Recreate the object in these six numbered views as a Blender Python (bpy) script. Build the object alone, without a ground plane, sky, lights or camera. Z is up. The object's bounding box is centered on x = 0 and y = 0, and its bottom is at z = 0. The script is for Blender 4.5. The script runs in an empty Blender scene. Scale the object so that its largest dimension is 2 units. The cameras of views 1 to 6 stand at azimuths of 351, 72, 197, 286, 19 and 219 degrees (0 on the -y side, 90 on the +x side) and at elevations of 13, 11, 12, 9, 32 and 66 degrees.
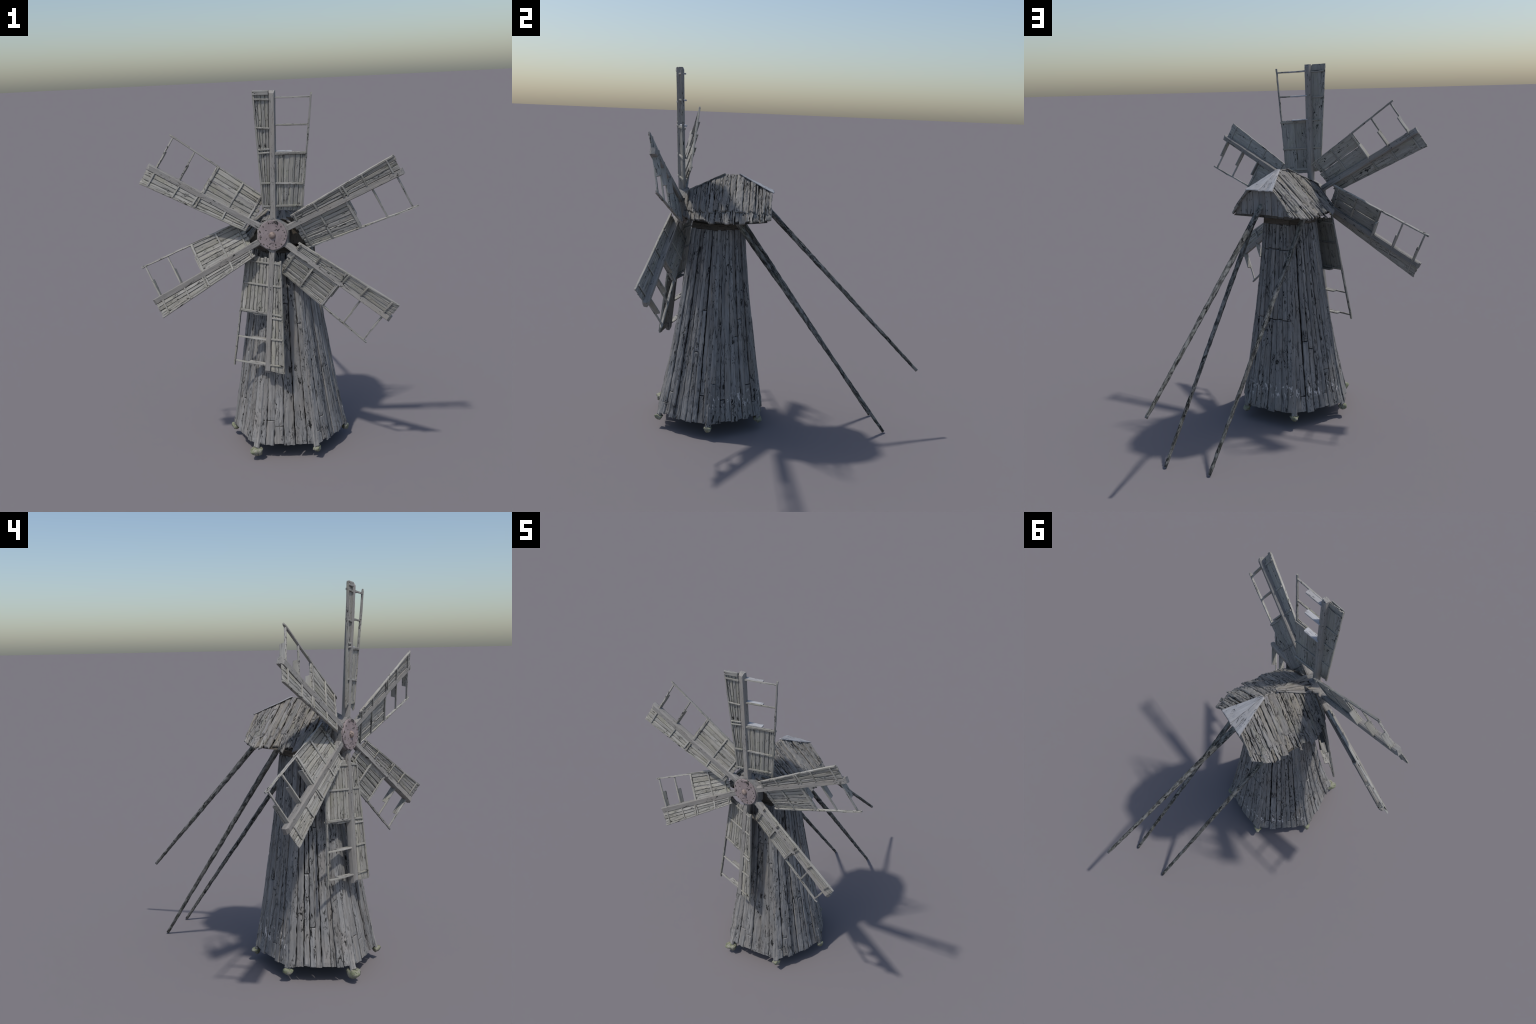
import bpy, math, random
from mathutils import Vector, Matrix, noise

random.seed(11)
RND = random.Random(4711)
V = Vector


# ------------------------------------------------------------------ helpers
def lerp(a, b, k):
    return a + (b - a) * k


def table(x, pts):
    """piecewise-linear profile through (x, value) control points"""
    if x <= pts[0][0]:
        return pts[0][1]
    for (x0, y0), (x1, y1) in zip(pts, pts[1:]):
        if x <= x1:
            return lerp(y0, y1, (x - x0) / (x1 - x0))
    return pts[-1][1]


def nz(x, y, z):
    return noise.noise(V((x, y, z)))


def new_object(name, mesh, mat, parent=None, matrix=None):
    ob = bpy.data.objects.new(name, mesh)
    bpy.context.scene.collection.objects.link(ob)
    if mat:
        mesh.materials.append(mat)
    if parent:
        ob.parent = parent
    if matrix is not None:
        ob.matrix_basis = matrix
    return ob


def board(name, mat, parent, A, B, C, D, thick, bend=None, seg=None, cols=4,
          rough=.0012, wav=.0015, chamfer=.3, ragged=.0, kind=None, face=None):
    """A weathered board. A,B = the two corners of its head, C,D = of its foot
    (A-C is one long edge, B-D the other).  Its outer face lies on the four
    corners; the thickness goes inward.  Local z runs along the grain,
    local y points out of the outer face."""
    A, B, C, D = V(A), V(B), V(C), V(D)
    head, foot = (A + B) / 2, (C + D) / 2
    ax = head - foot
    length = ax.length
    ez = ax.normalized()
    ex = ((B - A) + (D - C))
    ex = (ex - ez * ex.dot(ez)).normalized()
    ey = ez.cross(ex)
    if face is not None and ey.dot(face) < 0:      # make local y look outward
        A, B, C, D = B, A, D, C
        ex, ey = -ex, -ey
    fr = Matrix((ex, ey, ez)).transposed().to_4x4()
    fr.translation = foot
    inv = fr.inverted()
    a, b, c, d = (inv @ p for p in (A, B, C, D))
    if seg is None:
        seg = max(3, int(length / .022))
    s0 = RND.uniform(0, 500)
    us = [0] + [lerp(.12, .88, i / (cols - 1)) for i in range(cols)] + [1]
    vs = [0] + [lerp(.02, .98, i / seg) for i in range(seg + 1)] + [1]
    nu, nv = len(us), len(vs)
    verts, faces = [], []
    for side in (0, 1):
        for j, v in enumerate(vs):
            l0, l1 = c.lerp(a, v), d.lerp(b, v)
            w = (l1 - l0).length
            zz = lerp(c.z, a.z, v)
            e0 = wav * nz(s0, zz * 22, 0) + .6 * wav * nz(s0, zz * 70, 2)
            e1 = wav * nz(s0 + 9, zz * 22, 0) + .6 * wav * nz(s0 + 9, zz * 70, 2)
            for i, u in enumerate(us):
                p = l0.lerp(l1, u)
                p.x += lerp(e0, e1, u)
                if ragged and (j in (0, 1)):
                    p.z += ragged * nz(s0 + 3, p.x * 60, 1)
                y = rough * (1.4 * nz(p.x * 130 + s0, zz * 9, 3) + .8 * nz(p.x * 60, zz * 34 + s0, 5))
                edge = i in (0, nu - 1) or j in (0, nv - 1)
                if side == 0:
                    p.y += y - (chamfer * thick if edge else 0)
                else:
                    p.y += -thick + y * .5 + (chamfer * thick * .6 if edge else 0)
                if bend:
                    p.y += bend(v)
                verts.append(p)
    off = nu * nv
    for j in range(nv - 1):
        for i in range(nu - 1):
            k = j * nu + i
            faces.append((k + 1, k, k + nu, k + nu + 1))
            k += off
            faces.append((k, k + 1, k + nu + 1, k + nu))
    for j in range(nv - 1):
        k = j * nu
        faces.append((k, k + off, k + off + nu, k + nu))
        k = j * nu + nu - 1
        faces.append((k + off, k, k + nu, k + off + nu))
    for i in range(nu - 1):
        faces.append((i, i + 1, i + 1 + off, i + off))
        k = (nv - 1) * nu + i
        faces.append((k + 1, k, k + off, k + off + 1))
    me = bpy.data.meshes.new(name)
    me.from_pydata([tuple(p) for p in verts], [], faces)
    me.update()
    ob = new_object(name, me, mat, parent, fr)
    if kind:
        ob["kind"] = kind
    return ob


def beam(name, mat, parent, p0, p1, side, w0, d0, w1=None, d1=None, **kw):
    """bar of rectangular section from p0 (foot) to p1 (head); p0,p1 lie on the
    middle of its outer face, `side` is the direction of its width."""
    p0, p1, side = V(p0), V(p1), V(side)
    w1 = w0 if w1 is None else w1
    ez = (p1 - p0).normalized()
    side = (side - ez * side.dot(ez)).normalized()
    return board(name, mat, parent, p1 - side * w1 / 2, p1 + side * w1 / 2,
                 p0 - side * w0 / 2, p0 + side * w0 / 2, d0, cols=3, **kw)


def pole(name, mat, parent, p0, p1, r0, r1, rough=.0022):
    """knotty round pole from p0 (foot) to p1 (head), grain along local z"""
    p0, p1 = V(p0), V(p1)
    ax = p1 - p0
    L = ax.length
    rot = ax.to_track_quat('Z', 'Y').to_matrix().to_4x4()
    rot.translation = p0
    n, ns = 14, int(L / .012)
    s0 = RND.uniform(0, 300)
    verts, faces = [], []
    for j in range(ns + 1):
        k = j / ns
        z = k * L
        r = lerp(r0, r1, k)
        cx, cy = .0018 * nz(s0, z * 4, 0), .0018 * nz(s0 + 40, z * 4, 0)
        for i in range(n):
            t = i / n * math.tau
            q = r + rough * nz(s0 + 2 * math.cos(t), 2 * math.sin(t), z * 22) \
                + rough * .8 * nz(s0 + 5 * math.cos(t), 5 * math.sin(t), z * 70)
            verts.append((cx + q * math.cos(t), cy + q * math.sin(t), z))
    for j in range(ns):
        for i in range(n):
            a, b = j * n + i, j * n + (i + 1) % n
            faces.append((a, b, b + n, a + n))
    faces.append(tuple(range(n - 1, -1, -1)))
    faces.append(tuple(ns * n + i for i in range(n)))
    me = bpy.data.meshes.new(name)
    me.from_pydata(verts, [], faces)
    me.polygons.foreach_set("use_smooth", [True] * len(me.polygons))
    return new_object(name, me, mat, parent, rot)


def prism(name, mat, parent, rings, closed_top=True, closed_bottom=True):
    n = len(rings[0])
    verts = [tuple(p) for r in rings for p in r]
    faces = []
    for j in range(len(rings) - 1):
        for i in range(n):
            a, b = j * n + i, j * n + (i + 1) % n
            faces.append((a, b, b + n, a + n))
    if closed_bottom:
        faces.append(tuple(range(n - 1, -1, -1)))
    if closed_top:
        k = (len(rings) - 1) * n
        faces.append(tuple(k + i for i in range(n)))
    me = bpy.data.meshes.new(name)
    me.from_pydata(verts, [], faces)
    me.update()
    return new_object(name, me, mat, parent)


# ---------------------------------------------------------------- materials
def wood(name, light, dark, warm, cracks=.5, moss=0.0, rough=.75, grain=(95, 95, 7), pale=None, soft=.2):
    m = bpy.data.materials.new(name)
    m.use_nodes = True
    nt = m.node_tree
    N, Lk = nt.nodes, nt.links
    bs = N["Principled BSDF"]

    def node(t, **kw):
        n = N.new(t)
        for k, v in kw.items():
            setattr(n, k, v)
        return n

    tc = node('ShaderNodeTexCoord')
    oi = node('ShaderNodeObjectInfo')
    sep = node('ShaderNodeVectorMath', operation='ADD')
    cmb = node('ShaderNodeCombineXYZ')
    mul = node('ShaderNodeMath', operation='MULTIPLY')
    mul.inputs[1].default_value = 37.0
    Lk.new(oi.outputs['Random'], mul.inputs[0])
    for k in ('X', 'Y', 'Z'):
        Lk.new(mul.outputs[0], cmb.inputs[k])
    Lk.new(tc.outputs['Object'], sep.inputs[0])
    Lk.new(cmb.outputs[0], sep.inputs[1])

    def tex(scale, detail=4, rough_=.6, dist=0.0):
        mp = node('ShaderNodeMapping')
        mp.inputs['Scale'].default_value = scale
        Lk.new(sep.outputs[0], mp.inputs['Vector'])
        t = node('ShaderNodeTexNoise')
        t.inputs['Scale'].default_value = 1
        t.inputs['Detail'].default_value = detail
        t.inputs['Roughness'].default_value = rough_
        t.inputs['Distortion'].default_value = dist
        Lk.new(mp.outputs[0], t.inputs['Vector'])
        return t.outputs['Fac']

    def ramp(fac, stops):
        r = node('ShaderNodeValToRGB')
        el = r.color_ramp.elements
        el[0].position, el[0].color = stops[0]
        el[1].position, el[1].color = stops[-1]
        for p, c in stops[1:-1]:
            e = el.new(p)
            e.color = c
        Lk.new(fac, r.inputs[0])
        return r.outputs[0]

    def mix(fac, a, b, mode='MIX'):
        x = node('ShaderNodeMix', data_type='RGBA', blend_type=mode)
        for s, i in ((fac, 0), (a, 6), (b, 7)):
            if hasattr(s, 'is_linked'):
                Lk.new(s, x.inputs[i])
            else:
                x.inputs[i].default_value = s
        return x.outputs[2]

    def g(v):
        return (v, v, v, 1)

    c4 = lambda c: (c[0], c[1], c[2], 1)
    # fibre streaks along the grain
    streak = tex(grain, 5, .62)
    base = mix(ramp(streak, [(.5 - soft, g(0)), (.5 + soft, g(1))]), c4(dark), c4(light))
    # broad patches of warmer, browner wood
    patch = tex((11, 11, 4), 3, .5)
    base = mix(ramp(patch, [(.46, g(0)), (.72, g(.75))]), base, c4(warm))
    # boards differ in tone
    tone = node('ShaderNodeMapRange')
    tone.inputs['To Min'].default_value = .82
    tone.inputs['To Max'].default_value = 1.14
    Lk.new(oi.outputs['Random'], tone.inputs['Value'])
    base = mix(1.0, base, tone.outputs[0], 'MULTIPLY')
    if moss:
        gm = tex((26, 26, 14), 4, .65)
        base = mix(ramp(gm, [(.52, g(0)), (.66, g(moss))]), base, (.24, .27, .12, 1))
    if pale:
        # painted pale specks: sunlit ground glimpsed through holes low in the wall
        pm = ramp(tex((48, 48, 22), 3, .65, 1.0), [(.57, g(0)), (.585, g(1))])
        sx = node('ShaderNodeSeparateXYZ')
        Lk.new(tc.outputs['Object'], sx.inputs[0])
        belt = ramp(sx.outputs['Z'], [(pale[0], g(0)), (pale[0] + .02, g(1)), (pale[1] - .03, g(1)), (pale[1], g(.0))])
        pm = mix(1.0, pm, belt, 'MULTIPLY')
        base = mix(pm, base, (.58, .55, .53, 1))
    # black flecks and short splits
    fl = tex((74, 74, 21), 4, .72, 1.4)
    fmask = ramp(fl, [(.61 - .06 * cracks, g(0)), (.635 - .05 * cracks, g(1))])
    gate = ramp(tex((16, 16, 6), 2, .5), [(.40, g(0)), (.56, g(1))])
    fmask = mix(1.0, fmask, gate, 'MULTIPLY')
    spl = tex((150, 150, 5), 3, .55, .4)
    smask = ramp(spl, [(.645, g(0)), (.69, g(.8))])
    mask = mix(1.0, fmask, smask, 'LIGHTEN')
    col = mix(mask, base, (.012, .012, .011, 1))
    Lk.new(col, bs.inputs['Base Color'])
    bs.inputs['Roughness'].default_value = rough
    bs.inputs['Specular IOR Level'].default_value = .35
    bp = node('ShaderNodeBump')
    bp.inputs['Strength'].default_value = .5
    bp.inputs['Distance'].default_value = .004
    hm = mix(mask, streak, (0, 0, 0, 1))
    Lk.new(hm, bp.inputs['Height'])
    Lk.new(bp.outputs[0], bs.inputs['Normal'])
    return m


M_TOWER = wood('weathered_grey_board', (.312, .307, .298), (.145, .146, .148), (.245, .224, .200), 1.1)
M_GAP_LIGHT = wood('grey_board_painted_gap_light', (.312, .307, .298), (.145, .146, .148), (.245, .224, .200), 1.1,
                 pale=(.070, .170))
M_SAIL = wood('silvered_sail_wood', (.372, .362, .336), (.232, .224, .206), (.292, .275, .23), .6, .14)
M_BEAM = wood('sail_beam_wood', (.315, .303, .285), (.215, .207, .196), (.265, .245, .22), .25)
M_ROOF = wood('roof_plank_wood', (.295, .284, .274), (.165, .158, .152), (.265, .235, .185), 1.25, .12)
M_ROOF_PALE = wood('pale_roof_plank_wood', (.345, .325, .298), (.200, .190, .175), (.29, .262, .22), 1.25, .05)
M_SHEET = wood('pale_ridge_boards', (.50, .50, .51), (.36, .36, .37), (.42, .40, .385), .3, 0, .5)
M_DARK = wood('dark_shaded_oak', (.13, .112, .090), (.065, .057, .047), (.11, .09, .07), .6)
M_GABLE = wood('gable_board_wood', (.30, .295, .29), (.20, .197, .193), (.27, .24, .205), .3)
M_POLE = wood('rough_pole_bark', (.27, .265, .245), (.060, .059, .055), (.13, .122, .10), 1.5, .08, .85, (75, 75, 30), soft=.09)
M_GAP_DARK = wood('wood_blackened_gap_shadow', (.045, .042, .038), (.02, .019, .018), (.03, .028, .024), .3)


def plain(name, c0, c1, scale, fleck=None, thr=.62, rough=.8):
    m = bpy.data.materials.new(name)
    m.use_nodes = True
    nt = m.node_tree
    N, Lk = nt.nodes, nt.links
    bs = N["Principled BSDF"]
    tc = N.new('ShaderNodeTexCoord')
    t = N.new('ShaderNodeTexNoise')
    t.inputs['Scale'].default_value = scale
    t.inputs['Detail'].default_value = 5
    Lk.new(tc.outputs['Object'], t.inputs['Vector'])
    r = N.new('ShaderNodeValToRGB')
    r.color_ramp.elements[0].position, r.color_ramp.elements[0].color = .35, (*c0, 1)
    r.color_ramp.elements[1].position, r.color_ramp.elements[1].color = .65, (*c1, 1)
    Lk.new(t.outputs['Fac'], r.inputs[0])
    out = r.outputs[0]
    if fleck:
        f = N.new('ShaderNodeTexNoise')
        f.inputs['Scale'].default_value = scale * 2.3
        f.inputs['Detail'].default_value = 3
        f.inputs['Distortion'].default_value = 1.5
        Lk.new(tc.outputs['Object'], f.inputs['Vector'])
        fr = N.new('ShaderNodeValToRGB')
        fr.color_ramp.elements[0].position = thr
        fr.color_ramp.elements[1].position = thr + .025
        Lk.new(f.outputs['Fac'], fr.inputs[0])
        x = N.new('ShaderNodeMix')
        x.data_type = 'RGBA'
        Lk.new(fr.outputs[0], x.inputs[0])
        Lk.new(out, x.inputs[6])
        x.inputs[7].default_value = (*fleck, 1)
        out = x.outputs[2]
    Lk.new(out, bs.inputs['Base Color'])
    bs.inputs['Roughness'].default_value = rough
    b = N.new('ShaderNodeBump')
    b.inputs['Strength'].default_value = .4
    b.inputs['Distance'].default_value = .003
    Lk.new(t.outputs['Fac'], b.inputs['Height'])
    Lk.new(b.outputs[0], bs.inputs['Normal'])
    return m


M_STONE = plain('mossy_foundation_stone', (.165, .185, .105), (.31, .30, .245), 45, (.05, .05, .035), .60)
M_PLATE = plain('rose_grey_hub_plate', (.225, .182, .184), (.290, .245, .244), 17, (.02, .018, .018), .60)
M_BOSS = plain('rusty_hub_boss', (.20, .15, .13), (.28, .22, .195), 40, (.03, .025, .02), .6)

# -------------------------------------------------------------- the windmill
mill = bpy.data.objects.new('windmill', None)
bpy.context.scene.collection.objects.link(mill)
mill["label"] = "weathered grey wooden smock windmill with six plank sails"
mill["category"] = "windmill"

# ------------------------------------------------------------------- tower
TH0 = math.radians(45.0)
TOWER_R = [(.03, .338), (.07, .330), (.13, .314), (.2, .300), (.35, .272), (.55, .242), (.8, .204),
           (1.0, .177), (1.15, .160), (1.2, .158)]


# the walls swell a little between the corners, most near the foot
BULGE = [(.05, .020), (.35, .016), (.7, .006), (1.1, .002)]


def tower_axis(z):
    return lerp(.083, .084, z), lerp(-.297, -.279, z)


CORNER_SPREAD = [0, 0, 0, .020, .004, 0]   # one corner post splays out more at its foot


def corner(k, z, dr=0.0):
    cx, cy = tower_axis(z)
    r = table(z, TOWER_R) + dr
    r += CORNER_SPREAD[k % 6] * max(0, 1 - z / .5)
    an = TH0 + k * math.pi / 3
    return V((cx + r * math.cos(an), cy + r * math.sin(an), z))


# near-black shell behind the boards, modelling the hollow tower's darkness in the gaps
zs = [.12, .2, .35, .55, .8, 1.0, 1.14]
tower = prism('tower', M_GAP_DARK, mill, [[corner(k, z, -.030) for k in range(6)] for z in zs],
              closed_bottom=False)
TOWER_FACES = [  # boards per face, heights of the long butt joints on that face
    (8, (.60, .99)), (9, ()), (9, ()), (6, ()), (9, ()), (9, ())]


def wall_board(f, u0, u1, z0, z1, out, lean, mat=M_TOWER):
    def P(u, z):
        a, b = corner(f, z), corner(f + 1, z)
        n = (b - a).cross(V((0, 0, 1))).normalized()
        uu = min(1, max(0, u))
        cl = a.lerp(b, uu)
        return cl + n * (4 * uu * (1 - uu) * table(z, BULGE) * (.45 if f == 3 else 1) + out + lean * (u - (u0 + u1) / 2) / (u1 - u0))
    A, B, C, D = P(u1, z1), P(u0, z1), P(u1, z0), P(u0, z0)
    head, foot = (A + B) / 2, (C + D) / 2
    um = (u0 + u1) / 2
    ex = ((B - A) + (D - C))
    ez = (head - foot).normalized()
    ex = (ex - ez * ex.dot(ez)).normalized()
    cx, cy = tower_axis(.5)
    ey = ez.cross(ex)
    if ey.dot(V((head.x - cx, head.y - cy, 0))) < 0:
        ey = -ey

    def bend(v):
        z = lerp(z0, z1, v)
        return (P(um, z) - foot.lerp(head, v)).dot(ey)
    board('board', mat, tower, A, B, C, D, .014, face=ey, bend=bend, seg=max(6, int((z1 - z0) / .018)),
          rough=.0015, wav=.0036, chamfer=.2, ragged=.005 if z0 < .2 else .003)


for f, (n, seams) in enumerate(TOWER_FACES):
    cuts = [0.0]
    ws = [RND.uniform(.7, 1.3) for _ in range(n)]
    for w in ws:
        cuts.append(cuts[-1] + w / sum(ws))
    for i in range(n):
        out = RND.uniform(-.004, .005) + (.004 if i in (0, n - 1) else 0)
        lean = RND.uniform(-.004, .004)
        g = RND.uniform(.05, .13)
        w = cuts[i + 1] - cuts[i]
        u0, u1 = cuts[i] + w * g * .5, cuts[i + 1] - w * g * .5
        zb, zt = .084 + RND.uniform(-.006, .006), 1.135 + RND.uniform(-.006, .004)
        js = [s + RND.uniform(-.004, .004) for s in seams]
        if not js and RND.random() < .45:
            js = [RND.choice([RND.uniform(.14, .3), RND.uniform(.35, .95)])]
        lo = zb
        for j in js + [zt]:
            wall_board(f, u0, u1, lo, j - .002, out + RND.uniform(-.0015, .0015), lean,
                       M_GAP_LIGHT if f in (0, 1, 5) and lo < .1 else M_TOWER)
            lo = j + .002

# narrow cover strips on the six corners
for k in range(6):
    parts = [(.064, .45), (.452, 1.13)] if k % 2 else [(.064, .62), (.622, 1.13)]
    for z0, z1 in parts:
        def P(z, s, k=k):
            an = TH0 + k * math.pi / 3
            t = V((-math.sin(an), math.cos(an), 0))
            return corner(k, z, .001) + t * s * lerp(.018, .008, z)
        A, B, C, D = P(z1, 1), P(z1, -1), P(z0, 1), P(z0, -1)
        an = TH0 + k * math.pi / 3
        ey = V((math.cos(an), math.sin(an), 0))

        def bend(v, z0=z0, z1=z1, k=k):
            c0, c1 = corner(k, z0, .001), corner(k, z1, .001)
            return (corner(k, lerp(z0, z1, v), .001) - c0.lerp(c1, v)).dot(ey)
        board('corner_board', M_TOWER, tower, A, B, C, D, .018, face=ey, bend=bend, seg=24, rough=.0025,
              wav=.003, chamfer=.4)

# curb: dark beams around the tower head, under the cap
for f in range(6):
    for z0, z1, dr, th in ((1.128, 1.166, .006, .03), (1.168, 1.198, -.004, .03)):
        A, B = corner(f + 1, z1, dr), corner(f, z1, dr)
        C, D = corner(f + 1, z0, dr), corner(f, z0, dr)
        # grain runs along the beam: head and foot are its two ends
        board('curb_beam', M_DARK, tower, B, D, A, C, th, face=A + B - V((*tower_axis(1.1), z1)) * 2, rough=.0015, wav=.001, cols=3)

# foundation stones under the six corners
STONES = [(0, .036, .030), (0, .036, .028), (0, .040, .030), (0, .062, .044), (0, .036, .026), (0, .040, .026)]
for k in range(6):
    dz, rad, hgt = STONES[k]
    c = corner(k, .06, -.010)
    n, rings = 14, []
    verts = []
    s0 = RND.uniform(0, 99)
    prof = [(0, .5), (.12, .78), (.55, 1.0), (.88, 1.0), (1, .8)]
    for pz, pr in prof:
        ring = []
        for i in range(n):
            t = i / n * math.tau
            q = rad * .56 * pr * (1 + .8 * nz(s0 + math.cos(t) * 1.1, math.sin(t) * 1.1, pz * .8))
            ring.append((q * math.cos(t), q * math.sin(t), hgt * pz + .012 * nz(s0 + math.cos(t), math.sin(t), pz * 2)))
        rings.append(ring)
    st = prism('foundation_stone', M_STONE, mill, rings)
    st.location = (c.x, c.y, .068 - hgt + dz)
    st.rotation_euler = (0, 0, k * 1.1)
    st.data.polygons.foreach_set("use_smooth", [True] * len(st.data.polygons))

# --------------------------------------------------------------------- cap
CO = V((.1675, .0045, 0))
CA = V((.296, .955, 0)).normalized()      # towards the back
CB = V((CA.y, -CA.x, 0))                  # towards +x
EAVE_B = [(-.485, .155), (-.47, .183), (-.45, .208), (-.40, .231), (-.33, .247), (-.2, .250), (-.1, .242), (0, .200)]
TOP = {1: [(-.47, .045, 1.318), (-.36, .016, 1.382), (-.27, .002, 1.420), (-.18, .004, 1.420), (0, .082, 1.335)],
       -1: [(-.47, .080, 1.325), (-.36, .036, 1.380), (-.27, .004, 1.420), (-.18, .004, 1.420), (0, .082, 1.335)]}


def cap(a, b, z):
    return CO + CA * a + CB * b + V((0, 0, z))


def top_line(a, side=1):
    b = table(a, [(p[0], p[1]) for p in TOP[side]])
    z = table(a, [(p[0], p[2]) for p in TOP[side]])
    return b, z


def eave_z(a):
    return table(a, [(-.48, 1.205), (-.25, 1.190), (0, 1.204)])


def slope(a, side, k, lift=0.0):
    """point on a roof slope: k = 0 at the top line, 1 at the eave"""
    tb, tz = top_line(a, side)
    eb, ez = table(a, EAVE_B), eave_z(a)
    bulge = -.002 * math.sin(math.pi * k)
    return cap(a, side * (lerp(tb, eb, k) + .7 * (bulge + lift)), lerp(tz, ez, k) + .7 * (bulge + lift))


# roof deck (solid body of the cap that carries the planks)
rings = []
for a in [-.465, -.42, -.36, -.28, -.18, -.1, -.02]:
    tb, tz = top_line(a)
    ring = [slope(a, 1, 1, -.022), slope(a, 1, .5, -.022), cap(a, tb, tz - .022), cap(a, -top_line(a, -1)[0], tz - .022),
            slope(a, -1, .5, -.022), slope(a, -1, 1, -.022)]
    rings.append(ring)
cap_ob = prism('cap', M_DARK, mill, rings)


def roof_course(side, k0, k1, lift, n, wob, name='roof_plank'):
    cuts, ws = [-.478], [RND.uniform(.5, 1.6) for _ in range(n)]
    for w in ws:
        cuts.append(cuts[-1] + .480 * w / sum(ws))
    for i in range(n):
        a0, a1 = cuts[i] + .0012, cuts[i + 1] - .0012
        o = lift + RND.uniform(-.005, .005)
        kb = k1 + RND.uniform(-wob, wob)
        A, B = slope(a0, side, k0, o), slope(a1, side, k0, o)
        C, D = slope(a0, side, kb, o), slope(a1, side, kb, o + RND.uniform(-.003, .003))
        board(name, M_ROOF_PALE if side > 0 else M_ROOF, cap_ob, A, B, C, D, .010, face=CB * side + V((0, 0, 1)), bend=lambda v: .002 * math.sin(math.pi * v),
              rough=.003, wav=.0045, ragged=.01, seg=18)


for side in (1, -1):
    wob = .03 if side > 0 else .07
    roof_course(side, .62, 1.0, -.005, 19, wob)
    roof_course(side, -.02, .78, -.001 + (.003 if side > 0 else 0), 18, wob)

# back and front hips
def hip(mat, a_edge, b0, b1, z_edge, a_top, z_top, n, name):
    for i in range(n):
        u0, u1 = -1 + 2 * i / n + .004, -1 + 2 * (i + 1) / n - .004
        up = RND.uniform(0, .004)
        C, D = cap(a_edge, lerp(b0, b1, (u0 + 1) / 2), z_edge + up), cap(a_edge, lerp(b0, b1, (u1 + 1) / 2), z_edge + up)
        A, B = cap(a_top, .010 * u0, z_top + up * .3), cap(a_top, .010 * u1, z_top + up * .3)
        board(name, mat, cap_ob, A, B, C, D, .006, face=V((0, 0, 1)), rough=.0022, wav=.0016, cols=5, ragged=.008)


hip(M_SHEET, .012, -.090, .090, 1.336, -.185, 1.432, 2, 'hip_board')
hip(M_ROOF, -.480, -.084, .050, 1.322, -.265, 1.430, 4, 'hip_board')
# gables: vertical boards closing the ends
def gable(a, mat, n, zfoot, flip, wide):
    for i in range(n):
        u0, u1 = -1 + 2 * i / n, -1 + 2 * (i + 1) / n
        zt = []
        for u in (u0, u1):
            b = abs(u) * wide
            zt.append(1.332 if b < .08 else lerp(1.332, 1.215, (b - .08) / (wide + .012 - .08)))
        g = .03 / n
        A, B = cap(a, (u0 + g) * wide, zt[0]), cap(a, (u1 - g) * wide, zt[1])
        zf = zfoot + RND.uniform(-.004, .004)
        C, D = cap(a, (u0 + g) * wide, min(zf, zt[0] - .004)), cap(a, (u1 - g) * wide, min(zf, zt[1] - .004))
        board('gable_board', mat, cap_ob, A, B, C, D, .008, face=CA if flip else -CA, rough=.001, wav=.0012, cols=3)


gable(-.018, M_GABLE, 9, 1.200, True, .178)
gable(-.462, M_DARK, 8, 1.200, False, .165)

# ------------------------------------------------------------------- sails
HUB = V((-.011, -.500, 1.248))
WN = V((.339, .940, -.038)).normalized()     # axle, towards the back
RT = WN.cross(V((0, 0, 1))).normalized()
UP = RT.cross(WN)
FR = -WN
SAIL_ANGLES = [1.9, 64.3, 125.6, 183.4, 241.3, 300.2]
PITCH = [0, 0, .10, 0, .01, .04]                # the lower right sail is set steeper


def tt(r):
    return (r - .125) / .615


def panel_h(r, t, extra=0.0):
    """the sail plane: pitched and slightly twisted, leaning forward to the tip"""
    k = tt(r)
    return lerp(-.012, .029, k) - lerp(.325, .245, k) * t + extra * max(0, k + .2) * (.12 - t) + (.003 if extra and extra < .05 else 0)


def t_rail(r):
    return lerp(.149, .201, tt(r))


def t_edge(r):
    return -lerp(.050, .0935, tt(r))


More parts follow.
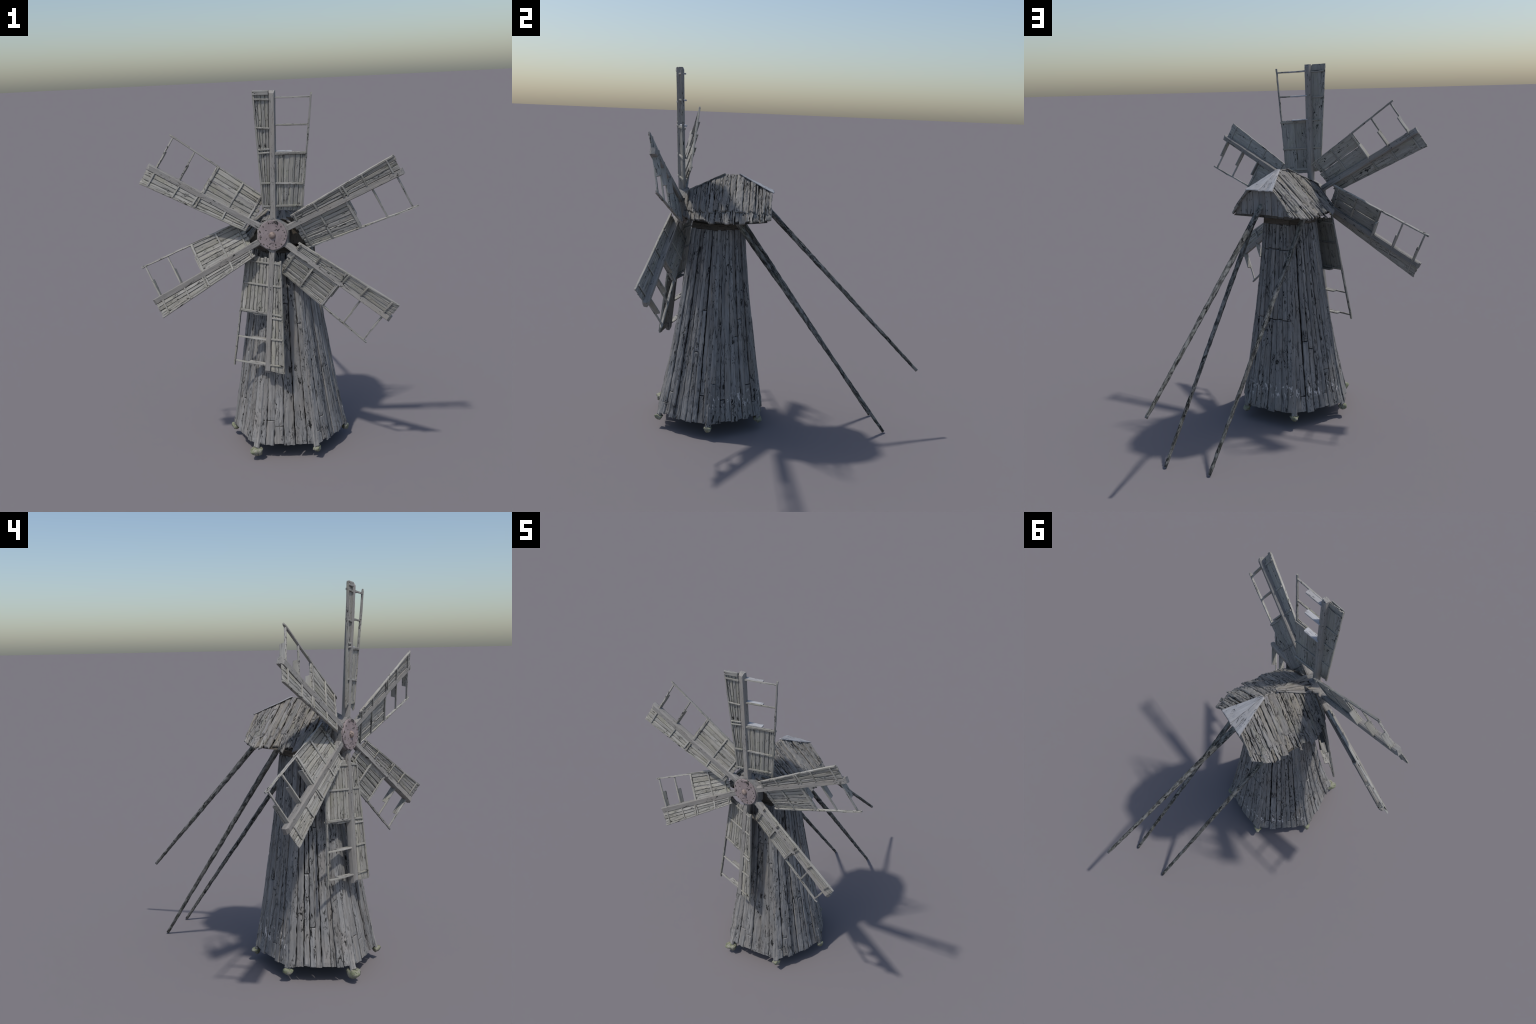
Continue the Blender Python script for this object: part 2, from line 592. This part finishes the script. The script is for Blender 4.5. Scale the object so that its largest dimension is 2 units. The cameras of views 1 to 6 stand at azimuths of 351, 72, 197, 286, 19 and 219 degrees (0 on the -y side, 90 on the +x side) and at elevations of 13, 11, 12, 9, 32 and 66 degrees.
def sail(angle, idx):
    an = math.radians(angle)
    er = RT * math.sin(an) + UP * math.cos(an)
    et = RT * math.cos(an) - UP * math.sin(an)

    def P(r, t, h):
        return HUB + er * r + et * t + FR * h

    def S(r, t, h=0.0):
        return P(r, t, panel_h(r, t, PITCH[idx]) + h)

    tip = .748 + RND.uniform(-.003, .004)
    # whip: the main beam
    hr, ht = panel_h(.07, 0, PITCH[idx]) + .006, panel_h(tip, 0, PITCH[idx]) + .006
    whip = beam('sail', M_BEAM, mill, P(.066, .002, hr), P(tip + (.006 if idx else 0), .002, ht), et, .034, .036, .033, face=FR, wav=.001, rough=.001)

    def put(ob):
        mw = ob.matrix_basis.copy()
        ob.parent = whip
        ob.matrix_basis = whip.matrix_basis.inverted() @ mw
        return ob

    def lath(name, r0, r1, t0a, t0b, t1a, t1b, h, th, mat=M_SAIL, **kw):
        """board along the sail: edges t0a..t0b at its foot r0, t1a..t1b at its tip r1"""
        put(board(name, mat, None, S(r1, t1b, h), S(r1, t1a, h), S(r0, t0b, h), S(r0, t0a, h), th, face=FR, **kw))

    def bar(name, r, ta, tb, h, w, th, mat=M_SAIL, dr=0.0, **kw):
        """cross bar from ta to tb"""
        put(beam(name, mat, None, S(r, ta, h), S(r + dr, tb, h), er, w, th, face=FR, **kw))

    # wide leaf: six or seven boards between whip and rail
    n = RND.choice([6, 6, 7])
    r0, r1 = .128, .438
    ws = [RND.uniform(.8, 1.2) for _ in range(n)]
    acc = 0
    for i in range(n):
        f0, f1 = acc / sum(ws), (acc + ws[i]) / sum(ws)
        acc += ws[i]
        g = .0013
        ra = r0 + RND.uniform(-.005, .004)
        def tq(r, f):
            return lerp(.013, t_rail(r) - .004, f)
        lath('sail_board', ra, r1, tq(ra, f0) + g, tq(ra, f1) - g, tq(r1, f0) + g, tq(r1, f1) - g,
             RND.uniform(-.0015, .0015), .007, wav=.0016, rough=.0014)
    # narrow leaf: boards between the whip and the leading edge
    n = RND.choice([3, 3, 4])
    ws = [RND.uniform(.8, 1.2) for _ in range(n)]
    acc = 0
    tipn = tip - .001
    for i in range(n):
        f0, f1 = acc / sum(ws), (acc + ws[i]) / sum(ws)
        acc += ws[i]
        def tq(r, f):
            return lerp(-.013, t_edge(r) + .008, f)
        ra, rb = .140 + RND.uniform(-.005, .005), tipn + RND.uniform(-.004, .002)
        lath('sail_board', ra, rb, tq(ra, f1) + .001, tq(ra, f0) - .001, tq(rb, f1) + .001,
             tq(rb, f0) - .001, RND.uniform(-.0015, .0015), .007, wav=.0015, rough=.0014)
    # backing boards that close the joints from behind
    m0, m1 = .136, tip - .006
    for f0, f1 in ((0, .5), (.51, 1)):
        lath('backing_board', .134, .432, lerp(.014, t_rail(.134), f0), lerp(.014, t_rail(.134), f1) - .006,
             lerp(.014, t_rail(.432), f0), lerp(.014, t_rail(.432), f1) - .006, -.0062, .003, rough=.0006, wav=.0008)
    if idx not in (2, 3):
        lath('backing_board', m0 + .01, m1, t_edge(m0) + .006, -.014, t_edge(m1) + .006, -.014, -.0062, .003,
         rough=.0006, wav=.0008)
    # leading edge strip
    rb = tipn - .002
    lath('edge_strip', .135, rb, t_edge(.135), t_edge(.135) + .010, t_edge(rb), t_edge(rb) + .010,
         .004, .012, wav=.0014, rough=.001)
    # battens on both faces of the narrow leaf
    rs = [.155, .275, .430, .448, .560, .703]
    for r in rs:
        bar('batten', r, t_edge(r) + .006, -.010, .0065, .009, .006, dr=RND.uniform(-.004, .004), wav=.001)
        if r != .448:
            bar('batten', r + .004, t_edge(r) + .002, -.012, -.0088, .010, .005, wav=.001)
    if idx == 0:
        # the top sail carries a broad board across its head
        bar('batten', tip - .012, t_edge(.74) + .003, -.013, .0075, .024, .006, wav=.0012)
    # battens of the wide leaf
    for r in (.155, .275, .428):
        bar('batten', r, .012, t_rail(r) - .001, .0065, .010 if r < .4 else .013, .006,
            dr=RND.uniform(-.004, .004), wav=.0012)
        bar('batten', r, .012, t_rail(r) + .002, -.0088, .011, .005, wav=.001)
    # rail along the outer side of the wide leaf
    q0, q1 = .114, .738 + RND.uniform(-.004, .006)
    lath('rail', q0, q1, t_rail(q0) - .006, t_rail(q0) + .005, t_rail(q1) - .005, t_rail(q1) + .004,
         .004, .012, wav=.0022, rough=.0015)
    # rungs: deep near the whip, thin towards the rail
    for r in (.438, .573, .711):
        tm = lerp(.012, t_rail(r), .55)
        if r > .5:
            bar('rung', r, .010, t_rail(r) - .002, .001, .009, .009, dr=.003, wav=.0016, rough=.0012)
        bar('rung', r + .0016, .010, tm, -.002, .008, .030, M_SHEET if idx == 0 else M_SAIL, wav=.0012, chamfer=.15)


for i, a in enumerate(SAIL_ANGLES):
    sail(a, i)


# --------------------------------------------------------------- hub and axle
def wheel(an, rad, h):
    return HUB + RT * rad * math.sin(an) + UP * rad * math.cos(an) + FR * (h + .006)


hx = [[wheel(math.radians(2.6 + 60 * k), .096, h) for k in range(6)][::-1]
      for h in (-.070, -.014)]
hub = prism('hub', M_BEAM, mill, hx)
n = 40
rings = []
for h, rr in ((-.016, .079), (-.006, .079), (-.004, .077), (-.0035, .050), (-.002, .030), (-.002, .004)):
    rings.append([wheel(-i / n * math.tau, rr * (1 + .02 * nz(i * .7, h * 40, 3)), h) for i in range(n)])
prism('hub_plate', M_PLATE, hub, rings)
rings = []
for j in range(8):
    t = j / 7 * math.pi / 2
    rings.append([wheel(-i / 16 * math.tau, .0185 * math.cos(t) + .0005, -.004 + .015 * math.sin(t)) for i in range(16)])
b = prism('axle_boss', M_BOSS, hub, rings)
b.data.polygons.foreach_set("use_smooth", [True] * len(b.data.polygons))
# bolts round the plate
for k in range(12):
    an = (k + .5) / 12 * math.tau
    c = wheel(an, .067, -.004)
    rings = []
    for rr, h in ((.0035, 0), (.0035, .002), (.002, .003)):
        rings.append([c + RT * rr * math.cos(q) + UP * rr * math.sin(q) + FR * h
                      for q in [i / 8 * math.tau for i in range(8)]][::-1])
    prism('bolt', M_DARK, hub, rings)
pole('axle', M_DARK, mill, HUB + WN * .16, HUB + WN * .06, .042, .046)

# -------------------------------------------------------------- tail poles
pole('tail_pole', M_POLE, mill, (.504, .810, .355), (.1555, -.055, 1.281), .0085, .0165)
pole('tail_pole', M_POLE, mill, (.513, .622, .005), (.256, -.240, 1.212), .0085, .0150)
pole('tail_pole', M_POLE, mill, (.264, .648, .005), (-.046, -.150, 1.206), .0085, .0150)
